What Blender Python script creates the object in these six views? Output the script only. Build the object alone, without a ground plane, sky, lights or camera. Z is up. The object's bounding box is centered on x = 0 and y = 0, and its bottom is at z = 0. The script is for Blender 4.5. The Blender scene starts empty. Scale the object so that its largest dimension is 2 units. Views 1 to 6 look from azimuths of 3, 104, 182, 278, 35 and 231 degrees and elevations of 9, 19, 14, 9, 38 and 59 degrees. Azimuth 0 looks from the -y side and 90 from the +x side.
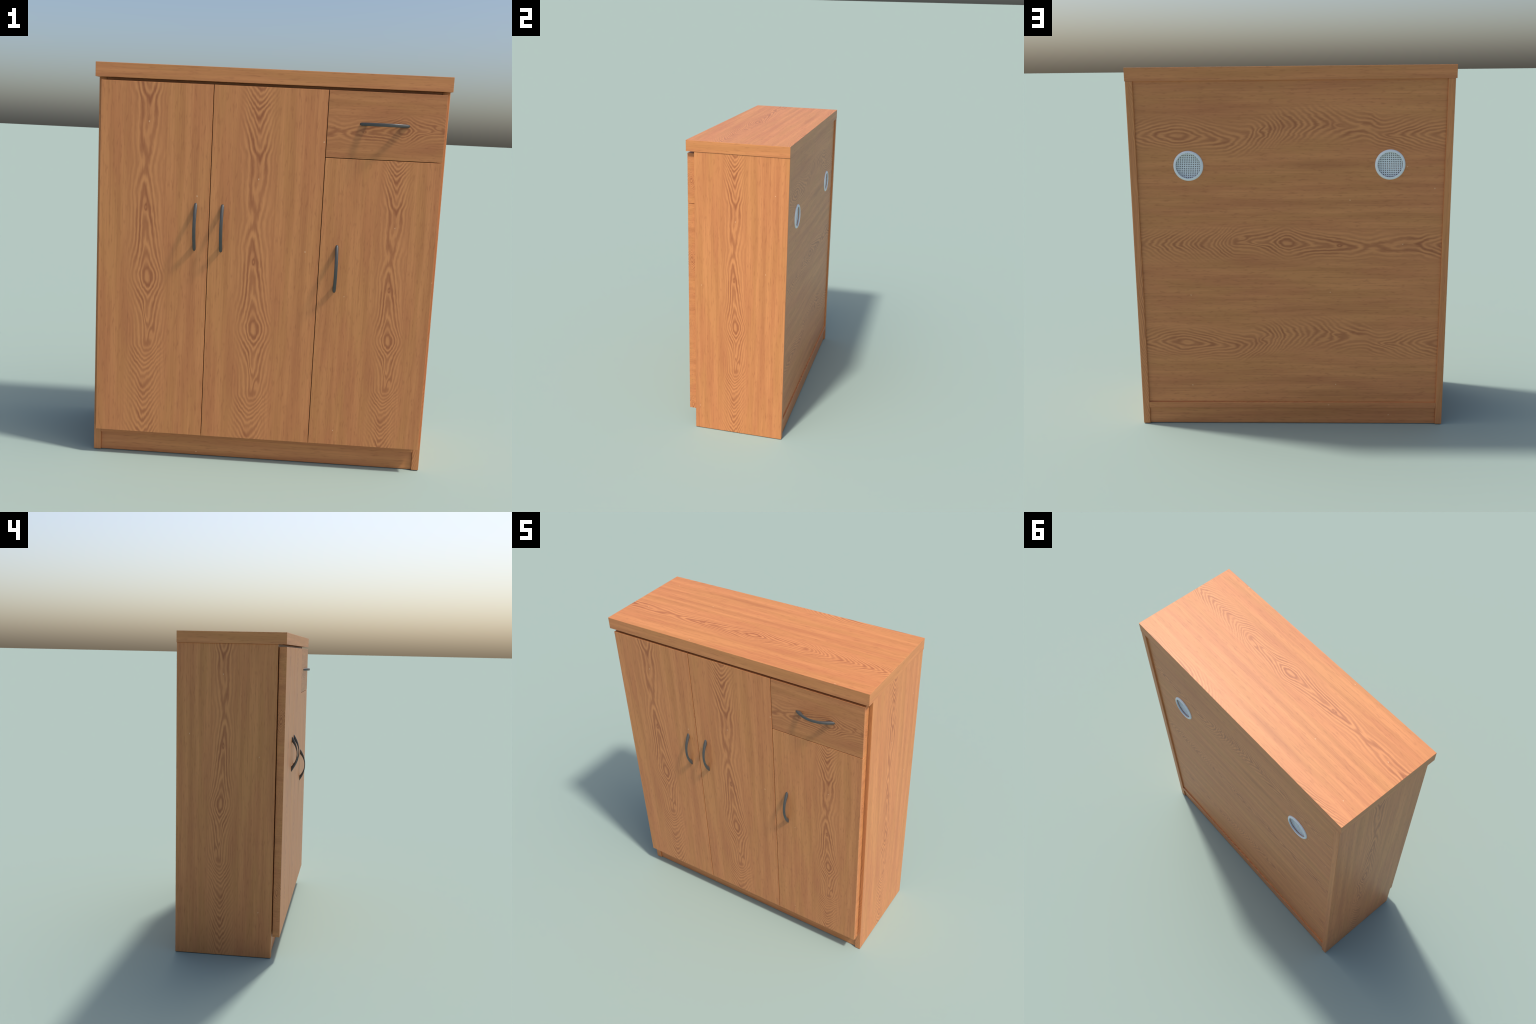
"""Wooden three-door cabinet with one drawer, bow handles and two round back vents."""
import bpy, bmesh, math
from mathutils import Vector, Matrix

# ------------------------------------------------------------------ sizes (metres)
TOP_Z, TOP_UNDER = 2.0, 1.9305
TOP_X, TOP_Y0, TOP_Y1 = 0.8615, -0.3105, 0.349
SIDE_L, SIDE_R, SIDE_T = -0.8548, 0.8585, 0.0378   # outer faces, board thickness
BODY_Y0, BODY_Y1 = -0.2590, 0.3490
DOOR_F, DOOR_B = -0.3090, -0.2642         # front and back of the door leaves
DOOR_Z0, DOOR_Z1 = 0.1316, 1.9155
GAP = 0.0034
X0, X1, X2, X3 = -0.8328, -0.2813, 0.2742, 0.8385   # leaf edges across the front
DRAWER_Z = 1.5936
FLOOR_Z0, FLOOR_Z1 = 0.0965, 0.1305
BACK_Y = 0.3388
INL, INR = SIDE_L + SIDE_T, SIDE_R - SIDE_T
VENTS = [(0.5448, 1.4878), (-0.5290, 1.4878)]

# ------------------------------------------------------------------ node helpers
class Tree:
    """Tiny expression builder on top of a node tree."""
    def __init__(self, nt):
        self.nt = nt
    def node(self, kind, **props):
        n = self.nt.nodes.new(kind)
        for k, v in props.items():
            setattr(n, k, v)
        return n
    def put(self, sock, val):
        if isinstance(val, bpy.types.NodeSocket):
            self.nt.links.new(val, sock)
        else:
            sock.default_value = val
    def m(self, op, a, b=0.0, c=None, clamp=False):
        n = self.node('ShaderNodeMath', operation=op, use_clamp=clamp)
        self.put(n.inputs[0], a)
        self.put(n.inputs[1], b)
        if c is not None:
            self.put(n.inputs[2], c)
        return n.outputs[0]
    def add(self, a, b): return self.m('ADD', a, b)
    def sub(self, a, b): return self.m('SUBTRACT', a, b)
    def mul(self, a, b): return self.m('MULTIPLY', a, b)
    def step(self, x, lo, hi, a=0.0, b=1.0):
        n = self.node('ShaderNodeMapRange', interpolation_type='SMOOTHSTEP')
        self.put(n.inputs['Value'], x)
        n.inputs['From Min'].default_value = lo
        n.inputs['From Max'].default_value = hi
        n.inputs['To Min'].default_value = a
        n.inputs['To Max'].default_value = b
        return n.outputs['Result']
    def vec(self, x, y, z=0.0):
        n = self.node('ShaderNodeCombineXYZ')
        for s, v in zip(n.inputs, (x, y, z)):
            self.put(s, v)
        return n.outputs[0]
    def noise(self, s, t, ks, kt, detail=2.0, seed=0.0, rough=0.5, dist=0.0):
        n = self.node('ShaderNodeTexNoise', noise_dimensions='3D')
        self.put(n.inputs['Vector'], self.vec(self.mul(s, ks), self.mul(t, kt), seed))
        n.inputs['Scale'].default_value = 1.0
        n.inputs['Detail'].default_value = detail
        n.inputs['Roughness'].default_value = rough
        n.inputs['Distortion'].default_value = dist
        return n.outputs['Fac']
    def curve(self, x, pts, x0, x1, y0, y1):
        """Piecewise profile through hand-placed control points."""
        u = self.m('DIVIDE', self.sub(x, x0), x1 - x0, clamp=True)
        n = self.node('ShaderNodeFloatCurve')
        c = n.mapping.curves[0]
        q = [((a - x0) / (x1 - x0), (b - y0) / (y1 - y0)) for a, b in sorted(pts)]
        c.points[0].location = q[0]
        c.points[1].location = q[-1]
        for a, b in q[1:-1]:
            c.points.new(a, b)
        n.mapping.update()
        self.put(n.inputs['Value'], u)
        return self.add(self.mul(n.outputs[0], y1 - y0), y0)
    def mix(self, f, a, b, blend='MIX'):
        n = self.node('ShaderNodeMix', data_type='RGBA', blend_type=blend)
        self.put(n.inputs['Factor'], f)
        self.put(n.inputs['A'], a)
        self.put(n.inputs['B'], b)
        return n.outputs['Result']

# growth-ring count along the heart line of the plain-sawn board:
# (distance along the grain, ring number where a dark line crosses the heart)
HEART_ONE = [(-0.95, 22), (-0.86, 20), (-0.78, 18), (-0.745, 17), (-0.70, 16), (-0.66, 15), (-0.63, 14),
             (-0.60, 13), (-0.572, 12), (-0.528, 11), (-0.491, 10), (-0.457, 9), (-0.430, 8),
             (-0.403, 7), (-0.375, 6), (-0.336, 5), (-0.213, 4), (-0.125, 3), (-0.076, 2),
             (-0.041, 1), (0.004, 0.45), (0.049, 1), (0.12, 2), (0.209, 3), (0.30, 3.5),
             (0.394, 3.95), (0.45, 4.35), (0.52, 4.85), (0.57, 5.05), (0.62, 4.8), (0.72, 4.3),
             (0.854, 4), (0.915, 3), (0.989, 2), (1.044, 1), (1.088, 0), (1.118, -1),
             (1.146, -2), (1.178, -3), (1.25, -5)]
HEART_TWO = [(-0.98, 4.2), (-0.90, 3), (-0.84, 2), (-0.77, 1), (-0.70, 0.4), (-0.63, 1), (-0.545, 2),
             (-0.46, 3), (-0.36, 4), (-0.30, 5), (-0.24, 6), (-0.20, 7), (-0.16, 8), (-0.125, 9),
             (-0.095, 10), (-0.07, 11), (-0.045, 12), (-0.02, 13), (0.02, 14), (0.06, 15),
             (0.10, 16), (0.145, 17), (0.195, 18), (0.26, 19), (0.31, 20), (0.39, 21),
             (0.47, 21.5), (0.54, 21.4), (0.64, 21), (0.71, 20), (0.76, 19), (0.82, 18), (0.88, 17),
             (0.97, 16)]
DRIFT_ONE = [(-0.95, -0.006), (-0.5, -0.006), (-0.336, 0.012), (-0.2, 0.013), (0.0, 0.0),
             (0.12, -0.010), (0.5, -0.010), (0.85, -0.014), (1.25, -0.020)]
DRIFT_TWO = [(-1.0, 0.0), (-0.6, 0.0), (-0.36, -0.02), (-0.22, 0.012), (-0.03, 0.05), (0.15, 0.065),
             (0.36, 0.052), (0.5, 0.048), (0.62, 0.010), (1.0, 0.0)]
BAND_STEP = 0.588

PALE = (0.678, 0.282, 0.104, 1)
DARK = (0.330, 0.102, 0.039, 1)
PINK = (0.560, 0.211, 0.079, 1)
RUST = (0.436, 0.152, 0.059, 1)
GOLD = (0.546, 0.224, 0.076, 1)

def wood_group():
    g = bpy.data.node_groups.new('wood_grain', 'ShaderNodeTree')
    for nm in ('along', 'across'):
        g.interface.new_socket(nm, in_out='INPUT', socket_type='NodeSocketFloat')
    g.interface.new_socket('Color', in_out='OUTPUT', socket_type='NodeSocketColor')
    g.interface.new_socket('Height', in_out='OUTPUT', socket_type='NodeSocketFloat')
    T = Tree(g)
    gi, go = T.node('NodeGroupInput'), T.node('NodeGroupOutput')
    s, t = gi.outputs[0], gi.outputs[1]

    wob = T.mul(T.sub(T.noise(s, t, 7.0, 26.0, 2.0, 3.1), 0.5), 1.3)
    wob = T.add(wob, T.mul(T.sub(T.noise(s, t, 2.4, 11.0, 1.0, 71.0), 0.5), 1.6))
    fine = T.mul(T.sub(T.noise(s, t, 30.0, 160.0, 2.0, 9.7), 0.5), 0.35)

    def band(offset, heart, drift, s0, s1, y0, y1, wide_s, seed, reach, bumps):
        # wrap the board width so that the two figures alternate
        tt = T.add(t, offset)
        k = T.m('ROUND', T.m('DIVIDE', tt, 2 * BAND_STEP))
        tt = T.sub(tt, T.mul(k, 2 * BAND_STEP))
        tt = T.sub(tt, T.curve(s, drift, s0, s1, -0.1, 0.1))
        sway = T.mul(T.sub(T.noise(s, 0.0, 3.2, 1.0, 1.0, seed + 11), 0.5), 0.030)
        tt = T.add(tt, sway)
        a = T.m('ABSOLUTE', tt)
        rings = T.curve(s, heart, s0, s1, y0, y1)
        e = 0.014
        arm = T.sub(T.m('SQRT', T.add(T.mul(tt, tt), e * e)), e)
        w = T.mul(T.curve(s, wide_s, s0, s1, 0.0, 0.05), 1.20)
        arms = T.add(T.m('DIVIDE', arm, w), T.mul(T.mul(a, a), 80.0))
        f = T.add(T.add(rings, arms), T.add(wob, fine))
        for bs, bt, rs, rt, amp in bumps:                  # knots and hooked rings
            ds = T.m('DIVIDE', T.sub(s, bs), rs)
            dt = T.m('DIVIDE', T.sub(tt, bt), rt)
            g2 = T.m('EXPONENT', T.mul(T.add(T.mul(ds, ds), T.mul(dt, dt)), -1.0))
            f = T.add(f, T.mul(g2, amp))
        wn = T.node('ShaderNodeTexWhiteNoise', noise_dimensions='1D')
        T.put(wn.inputs['W'], T.add(T.m('FLOOR', T.add(f, 0.5)), seed))
        ring_amp = T.step(wn.outputs['Value'], 0.0, 1.0, 0.65, 1.0)
        cosv = T.m('COSINE', T.mul(f, 2 * math.pi))
        lin = T.m('POWER', T.add(T.mul(cosv, 0.5), 0.5), 0.9)
        fade = T.step(T.add(a, T.mul(T.noise(s, t, 3.0, 9.0, 1.0, seed), 0.05)), 0.046, reach, 1.0, 0.0)
        vary = T.step(T.noise(s, t, 5.0, 14.0, 2.0, seed + 4), 0.25, 0.70, 0.55, 1.0)
        heart_zone = T.mul(T.step(a, 0.008, 0.045, 1.0, 0.0),
                           T.step(T.noise(s, t, 7.0, 10.0, 1.0, seed + 7), 0.45, 0.72))
        return T.mul(T.mul(T.mul(lin, fade), vary), ring_amp), fade, heart_zone
    one, near1, red1 = band(0.0, HEART_ONE, DRIFT_ONE, -0.95, 1.25, -5, 22,
                      [(-0.95, 0.020), (-0.5, 0.021), (-0.33, 0.019), (-0.2, 0.0175), (0.0, 0.0172),
                       (0.2, 0.019), (0.45, 0.026), (0.6, 0.030), (0.75, 0.032), (0.88, 0.022), (1.0, 0.018),
                       (1.25, 0.0175)],
                      1.7, 0.148,
                      [(0.342, 0.0, 0.018, 0.007, 0.9), (-0.290, 0.010, 0.045, 0.012, 1.3), (-0.19, -0.012, 0.05, 0.012, -0.8)])
    two, near2, red2 = band(-BAND_STEP, HEART_TWO, DRIFT_TWO, -1.0, 1.0, 0, 22,
                      [(-1.0, 0.018), (-0.7, 0.015), (-0.45, 0.018), (-0.1, 0.030), (0.2, 0.034),
                       (0.45, 0.026), (0.6, 0.020), (1.0, 0.018)],
                      5.3, 0.155,
                      [(-0.16, 0.0, 0.05, 0.015, 1.2), (0.33, 0.0, 0.04, 0.010, 0.8), (0.66, -0.01, 0.05, 0.014, -1.0)])
    lines = T.m('MAXIMUM', one, two)

    # straight streaks, fine pores and broad hue drift
    broad = T.noise(s, t, 1.1, 24.0, 3.0, 21.0, 0.55, 0.3)
    streak = T.noise(s, t, 2.4, 120.0, 3.0, 31.0, 0.6, 0.15)
    pore = T.noise(s, t, 16.0, 80.0, 2.0, 41.0, 0.6)
    hue = T.noise(s, t, 1.6, 9.0, 2.0, 51.0, 0.5)
    base = T.mix(T.step(hue, 0.34, 0.66), GOLD, PINK)
    sweep = T.noise(s, t, 0.9, 6.5, 2.0, 81.0, 0.5)
    base = T.mix(T.step(sweep, 0.48, 0.72, 0.0, 0.45), base, RUST)
    base = T.mix(T.step(broad, 0.42, 0.72, 0.0, 0.62), base, PALE)
    base = T.mix(T.step(broad, 0.47, 0.27, 0.0, 0.20), base, DARK)
    base = T.mix(T.step(streak, 0.50, 0.76, 0.0, 0.30), base, DARK)
    base = T.mix(T.step(streak, 0.46, 0.24, 0.0, 0.45), base, PALE)
    base = T.mix(T.step(pore, 0.50, 0.78, 0.0, 0.40), base, DARK)
    light = T.mix(T.mul(T.m('MAXIMUM', near1, near2), 0.72), base, PALE)
    light = T.mix(T.mul(T.m('MAXIMUM', red1, red2), 0.30), light, RUST)
    col = T.mix(T.mul(lines, 0.92), light, DARK)

    # a few pale nicks in the laminate
    v = T.node('ShaderNodeTexVoronoi', voronoi_dimensions='2D', feature='F1')
    T.put(v.inputs['Vector'], T.vec(T.mul(s, 2.1), T.mul(t, 2.6), 0.0))
    v.inputs['Scale'].default_value = 1.0
    sep = T.node('ShaderNodeSeparateColor')
    T.put(sep.inputs[0], v.outputs['Color'])
    r = T.add(v.outputs['Distance'], T.mul(T.sub(T.noise(s, t, 90.0, 240.0, 1.0, 61.0), 0.5), 0.016))
    nick = T.mul(T.step(r, 0.0055, 0.0110, 1.0, 0.0), T.m('GREATER_THAN', sep.outputs[0], 0.56))
    col = T.mix(T.mul(nick, 0.55), col, (0.80, 0.52, 0.31, 1))
    T.put(go.inputs[0], col)
    T.put(go.inputs[1], T.sub(1.0, T.add(T.mul(lines, 0.4), T.mul(T.step(pore, 0.5, 0.8), 0.6))))
    return g

WOOD = wood_group()
_cache = {}
AXIS = {'x': 0, 'y': 1, 'z': 2}

def wood(centre, along, s0, ss, across, t0, st, sign=1, tint=1.0):
    """Wood whose eye sits at world position s0/t0 on the two axes; ss, st stretch the figure."""
    key = (tuple(round(c, 4) for c in centre), along, s0, ss, across, t0, st, sign, tint)
    if key in _cache:
        return _cache[key]
    mat = bpy.data.materials.new('oak_laminate')
    mat.use_nodes = True
    nt = mat.node_tree
    T = Tree(nt)
    bsdf = nt.nodes['Principled BSDF']
    tc = T.node('ShaderNodeTexCoord')
    sep = T.node('ShaderNodeSeparateXYZ')
    nt.links.new(tc.outputs['Object'], sep.inputs[0])
    a = T.mul(T.sub(sep.outputs[AXIS[along]], s0 - centre[AXIS[along]]), sign / ss)
    b = T.mul(T.sub(sep.outputs[AXIS[across]], t0 - centre[AXIS[across]]), 1.0 / st)
    g = T.node('ShaderNodeGroup')
    g.node_tree = WOOD
    T.put(g.inputs[0], a)
    T.put(g.inputs[1], b)
    shade = (tint, tint, tint, 1)
    T.put(bsdf.inputs['Base Color'], T.mix(1.0, g.outputs[0], shade, 'MULTIPLY'))
    bsdf.inputs['Roughness'].default_value = 0.42
    bsdf.inputs['Specular IOR Level'].default_value = 0.34
    bump = T.node('ShaderNodeBump')
    bump.inputs['Strength'].default_value = 0.05
    bump.inputs['Distance'].default_value = 0.001
    nt.links.new(g.outputs[1], bump.inputs['Height'])
    nt.links.new(bump.outputs[0], bsdf.inputs['Normal'])
    _cache[key] = mat
    return mat

def plain(name, color, rough, metal=0.0, grain=0.0):
    mat = bpy.data.materials.new(name)
    mat.use_nodes = True
    nt = mat.node_tree
    T = Tree(nt)
    b = nt.nodes['Principled BSDF']
    tc = T.node('ShaderNodeTexCoord')
    n = T.node('ShaderNodeTexNoise')
    nt.links.new(tc.outputs['Object'], n.inputs['Vector'])
    n.inputs['Scale'].default_value = 60.0
    lo = tuple(c * (1 - grain) for c in color) + (1,)
    hi = tuple(min(1, c * (1 + grain)) for c in color) + (1,)
    nt.links.new(T.mix(n.outputs['Fac'], lo, hi), b.inputs['Base Color'])
    b.inputs['Roughness'].default_value = rough
    b.inputs['Metallic'].default_value = metal
    return mat

HANDLE_MAT = plain('dark_grey_metal', (0.067, 0.065, 0.062), 0.38, 0.0, 0.06)
VENT_MAT = plain('pale_grey_plastic', (0.74, 0.77, 0.79), 0.42, 0.0, 0.02)

# ------------------------------------------------------------------ object helpers
root = bpy.data.objects.new('wooden_cabinet', None)
root['label'] = 'oak laminate cabinet with three doors, one drawer and grey bow handles'
root['category'] = 'cabinet'
bpy.context.scene.collection.objects.link(root)

def add(name, mesh, centre, parent=None):
    ob = bpy.data.objects.new(name, mesh)
    bpy.context.scene.collection.objects.link(ob)
    parent = parent or root
    ob.parent = parent
    off = Vector((0, 0, 0))
    p = parent
    while p is not None:
        off += p.location
        p = p.parent
    ob.location = Vector(centre) - off
    return ob

def board(name, x, y, z, mats, bevel=0.0015, parent=None):
    """Square-cut board; mats = function(centre) giving the materials for x, y and z faces."""
    c = Vector(((x[0] + x[1]) / 2, (y[0] + y[1]) / 2, (z[0] + z[1]) / 2))
    bm = bmesh.new()
    bmesh.ops.create_cube(bm, size=1.0)
    bmesh.ops.scale(bm, vec=(x[1] - x[0], y[1] - y[0], z[1] - z[0]), verts=bm.verts)
    for f in bm.faces:
        f.normal_update()
        n = [abs(v) for v in f.normal]
        f.material_index = n.index(max(n))
    if bevel:
        bmesh.ops.bevel(bm, geom=bm.edges[:], offset=bevel, segments=2, profile=0.5,
                        affect='EDGES', material=-1)
    me = bpy.data.meshes.new(name)
    bm.to_mesh(me)
    bm.free()
    for m in mats(c):
        me.materials.append(m)
    return add(name, me, c, parent)

def upright(s0, ss, t0x, stx, t0y, sty, edge_t0=None):
    """Grain runs up: faces seen from the front use x across, faces seen from the side use y."""
    return lambda c: (wood(c, 'z', s0, ss, 'y', t0y, sty), wood(c, 'z', s0, ss, 'x', t0x, stx),
                      wood(c, 'x', 0.3, 1.0, 'y', 0.2, 1.0))

def level(s0, ss, t0z, stz, t0y, sty, sign=-1):
    """Grain runs along x on long faces, along y on the two ends."""
    return lambda c: (wood(c, 'y', 0.1, 0.9, 'z', t0z, stz), wood(c, 'x', s0, ss, 'z', t0z, stz, sign),
                      wood(c, 'x', s0, ss, 'y', t0y, sty, sign))

def leaf(s0, ss, t0, st):
    """Door leaf: vertical figure in front, cross-cut figure on the narrow edges."""
    return lambda c: (wood(c, 'y', -0.285, 0.16, 'z', s0 + 0.52, 0.9), wood(c, 'z', s0, ss, 'x', t0, st),
                      wood(c, 'x', t0 + 0.3, 1.0, 'y', 0.1, 0.9))

# ------------------------------------------------------------------ carcass
board('top_panel', (-TOP_X, TOP_X), (TOP_Y0, TOP_Y1), (TOP_UNDER, TOP_Z),
      level(0.017, 1.0, 1.70, 0.75, -0.079, 0.76), 0.001)
board('side_panel', (INR, SIDE_R), (BODY_Y0, BODY_Y1), (0.0, TOP_UNDER),
      upright(0.786, 0.95, 0.80, 0.60, 0.017, 0.82), 0.0025)
board('side_panel', (SIDE_L, INL), (BODY_Y0, BODY_Y1), (0.0, TOP_UNDER),
      upright(0.962, 1.04, -0.70, 0.60, 0.070, 0.82), 0.0025)
board('bottom_panel', (INL, INR), (BODY_Y0 + 0.0005, BODY_Y1 - 0.0005), (FLOOR_Z0, FLOOR_Z1),
      level(0.2, 1.0, -0.10, 0.9, -0.2, 0.8), 0.001)
board('plinth', (INL, INR), (-0.2495, -0.2125), (0.0, FLOOR_Z0),
      level(0.1, 1.0, -0.20, 0.9, -0.1, 0.8), 0.001)
board('plinth', (INL, INR), (0.3020, 0.3390), (0.0, FLOOR_Z0),
      level(0.4, 1.0, -0.22, 0.9, -0.1, 0.8), 0.001)
board('partition', (0.2560, 0.2930), (BODY_Y0 + 0.001, 0.318), (FLOOR_Z1, TOP_UNDER),
      upright(0.8, 1.0, 0.05, 1.0, 0.0, 1.0), 0.001)
for zs in (0.58, 1.02, 1.46):
    board('shelf', (INL, 0.2560), (-0.21, 0.318), (zs, zs + 0.034),
          level(0.3, 1.0, zs - 0.25, 0.9, 0.1, 0.8), 0.001)
board('shelf', (0.2930, INR), (-0.21, 0.318), (1.560, 1.594),
      level(0.3, 1.0, 1.3, 0.9, 0.1, 0.8), 0.001)

board('top_rail', (INL, 0.2560), (-0.2565, -0.2130), (1.88, TOP_UNDER),
      level(0.3, 1.0, 1.7, 0.9, 0.1, 0.8), 0.001)
board('top_rail', (0.2930, INR), (-0.2550, -0.2130), (1.88, TOP_UNDER),
      level(0.3, 1.0, 1.7, 0.9, 0.1, 0.8), 0.001)
for xa, xb in ((INL, INL + 0.03), (INR - 0.03, INR)):
    board('door_stop', (xa, xb), (-0.2575, -0.2510), (FLOOR_Z1, 1.88),
          upright(0.8, 1.0, xa + 0.3, 1.0, 0.0, 1.0), 0.0)

# back panel with two round openings
def back_panel():
    ob = board('back_panel', (INL, INR), (0.3265, BACK_Y), (FLOOR_Z1, TOP_UNDER),
               level(0.021, 0.83, 1.062, 0.985, 0.3, 1.0), 0.0)
    c = ob.location.copy()
    bm = bmesh.new()
    for vx, vz in VENTS:
        m = Matrix.Translation(Vector((vx, BACK_Y, vz)) - c) @ Matrix.Rotation(math.pi / 2, 4, 'X')
        bmesh.ops.create_cone(bm, cap_ends=True, segments=96, radius1=0.0695, radius2=0.0695,
                              depth=0.1, matrix=m)
    cut_me = bpy.data.meshes.new('opening_cutter')
    bm.to_mesh(cut_me)
    bm.free()
    cut = bpy.data.objects.new('opening_cutter', cut_me)
    bpy.context.scene.collection.objects.link(cut)
    cut.location = c
    mod = ob.modifiers.new('openings', 'BOOLEAN')
    mod.operation = 'DIFFERENCE'
    mod.solver = 'EXACT'
    mod.object = cut
    bpy.context.view_layer.update()
    dg = bpy.context.evaluated_depsgraph_get()
    me = bpy.data.meshes.new_from_object(ob.evaluated_get(dg))
    ob.modifiers.clear()
    old = ob.data
    ob.data = me
    me.name = 'back_panel'
    bpy.data.meshes.remove(old)
    bpy.data.objects.remove(cut)
    bpy.data.meshes.remove(cut_me)
    for p in me.polygons:
        n = [abs(v) for v in p.normal]
        p.material_index = 1 if n[1] > 0.9 else 2
    return ob
back_panel()

# ------------------------------------------------------------------ vents
RING_IN, RING_OUT, RING_H = 0.0665, 0.0803, 0.0088

def ring_mesh():
    bm = bmesh.new()
    nseg, prof = 128, []
    for k in range(11):                                    # shoulder falls from the inner lip outwards
        a = 0.5 * math.pi * k / 10
        prof.append((RING_OUT - (RING_OUT - RING_IN - 0.001) * (1 - math.cos(a)), RING_H * math.sin(a)))
    prof += [(RING_IN + 0.0003, RING_H - 0.0004), (RING_IN, RING_H - 0.0012), (RING_IN, -0.0015),
             (RING_OUT - 0.002, -0.0015)]
    loops = []
    for i in range(nseg):
        a = 2 * math.pi * i / nseg
        loops.append([bm.verts.new((r * math.cos(a), y, r * math.sin(a))) for r, y in prof])
    n = len(prof)
    for i in range(nseg):
        p, q = loops[i], loops[(i + 1) % nseg]
        for k in range(n):
            bm.faces.new((p[k], p[(k + 1) % n], q[(k + 1) % n], q[k]))
    bmesh.ops.recalc_face_normals(bm, faces=bm.faces[:])
    me = bpy.data.meshes.new('air_vent')
    bm.to_mesh(me)
    bm.free()
    for p in me.polygons:
        p.use_smooth = True
    me.materials.append(VENT_MAT)
    return me

def grille_mesh(px, pz):
    """Dished round plate pierced by a square grid of small square holes."""
    pitch, hole, R, thick = 0.00989, 0.0047, 0.0690, 0.0020
    half = 8
    cx, cz = [], []
    for k in range(-half, half + 1):
        cx += [px + k * pitch - hole / 2, px + k * pitch + hole / 2]
        cz += [pz + k * pitch - hole / 2, pz + k * pitch + hole / 2]
    bm = bmesh.new()
    grid = {}
    def dish(x, z):
        r = min(1.0, math.hypot(x, z) / R)
        return -0.0042 * (1 - r ** 3.5)
    def vert(i, j):
        if (i, j) not in grid:
            x, z = cx[i], cz[j]
            r = math.hypot(x, z)
            if r > R:
                x, z = x * R / r, z * R / r
            grid[(i, j)] = bm.verts.new((x, dish(x, z), z))
        return grid[(i, j)]
    n = len(cx)
    for i in range(n - 1):
        for j in range(n - 1):
            if i % 2 == 0 and j % 2 == 0:
                continue                                   # a hole
            corner = [math.hypot(cx[a], cz[b]) for a in (i, i + 1) for b in (j, j + 1)]
            if min(corner) >= R:
                continue
            bm.faces.new((vert(i, j), vert(i, j + 1), vert(i + 1, j + 1), vert(i + 1, j)))
    bmesh.ops.recalc_face_normals(bm, faces=bm.faces[:])
    if sum(f.normal.y for f in bm.faces) < 0:
        bmesh.ops.reverse_faces(bm, faces=bm.faces[:])
    front = bm.faces[:]
    ret = bmesh.ops.extrude_face_region(bm, geom=front, use_keep_orig=True)
    vs = [v for v in ret['geom'] if isinstance(v, bmesh.types.BMVert)]
    bmesh.ops.translate(bm, verts=vs, vec=(0, -thick, 0))
    bmesh.ops.recalc_face_normals(bm, faces=bm.faces[:])
    me = bpy.data.meshes.new('grille')
    bm.to_mesh(me)
    bm.free()
    me.materials.append(VENT_MAT)
    return me

RING_ME = ring_mesh()
for (vx, vz), phase in zip(VENTS, [(0.0024, -0.0041), (0.0035, -0.0037)]):
    ring = add('air_vent', RING_ME, (vx, BACK_Y, vz))
    add('grille', grille_mesh(*phase), (vx, BACK_Y - 0.0052, vz), ring)

# ------------------------------------------------------------------ bow handles
def handle_mesh():
    """Bow between two circular arcs; length along local z, bow towards -y."""
    def arc(half, rise, u):
        rad = (half * half + rise * rise) / (2 * rise)
        th = math.asin(half / rad) * u
        return rad * math.sin(th), rad * math.cos(th) - (rad - rise)
    NU, NV, wide = 56, 28, 0.0083
    bm = bmesh.new()
    rows = []
    for i in range(NU + 1):
        u = -1 + 2 * i / NU
        oz, oy = arc(0.1203, 0.0402, u)
        iz, iy = arc(0.0815, 0.0338, u)
        row = []
        for k in range(NV):
            a = 2 * math.pi * k / NV
            ca, sa = math.cos(a), math.sin(a)
            p = 0.75
            q = math.copysign(abs(ca) ** p, ca)
            h = math.copysign(abs(sa) ** p, sa)
            f = 0.5 + 0.5 * q                              # 0 inner arc, 1 outer arc
            row.append(bm.verts.new((wide * h, -(iy + (oy - iy) * f), iz + (oz - iz) * f)))
        rows.append(row)
    for i in range(NU):
        for k in range(NV):
            bm.faces.new((rows[i][k], rows[i][(k + 1) % NV], rows[i + 1][(k + 1) % NV], rows[i + 1][k]))
    bm.faces.new(rows[0])
    bm.faces.new(rows[-1])
    bmesh.ops.recalc_face_normals(bm, faces=bm.faces[:])
    me = bpy.data.meshes.new('handle')
    bm.to_mesh(me)
    bm.free()
    for p in me.polygons:
        p.use_smooth = len(p.vertices) == 4
    me.materials.append(HANDLE_MAT)
    return me
HANDLE = handle_mesh()

# ------------------------------------------------------------------ doors and drawer
h, hs = GAP / 2, 0.0016
FRONT = (DOOR_F, DOOR_B)
doors = [
    ((X0, X1 - h), (DOOR_Z0, DOOR_Z1), leaf(0.955, 1.02, -0.585, 1.0), (-0.3500, 1.2195)),
    ((X1 + h, X2 - h), (DOOR_Z0, DOOR_Z1), leaf(0.715, 1.0, -0.037, 1.0), (-0.2168, 1.2190)),
    ((X2 + h, X3), (DOOR_Z0, DRAWER_Z - hs), leaf(0.695, 0.755, 0.641, 0.82), (0.3590, 1.0478)),
]
for xr, zr, mats, (hx, hz) in doors:
    d = board('door', xr, FRONT, zr, mats, 0.0012)
    add('handle', HANDLE, (hx, DOOR_F, hz), d)
drawer = board('drawer_front', (X2 + h, X3), FRONT, (DRAWER_Z + hs, DOOR_Z1),
               lambda c: (wood(c, 'y', -0.285, 0.16, 'z', 1.74, 0.7), wood(c, 'x', 0.644, 0.55, 'z', 1.735, 0.80, -1, 0.86),
                          wood(c, 'x', 0.3, 1.0, 'y', 0.1, 0.9)), 0.0012)
hd = add('handle', HANDLE, (0.5500, DOOR_F, 1.7612), drawer)
hd.rotation_euler = (0, math.pi / 2, 0)
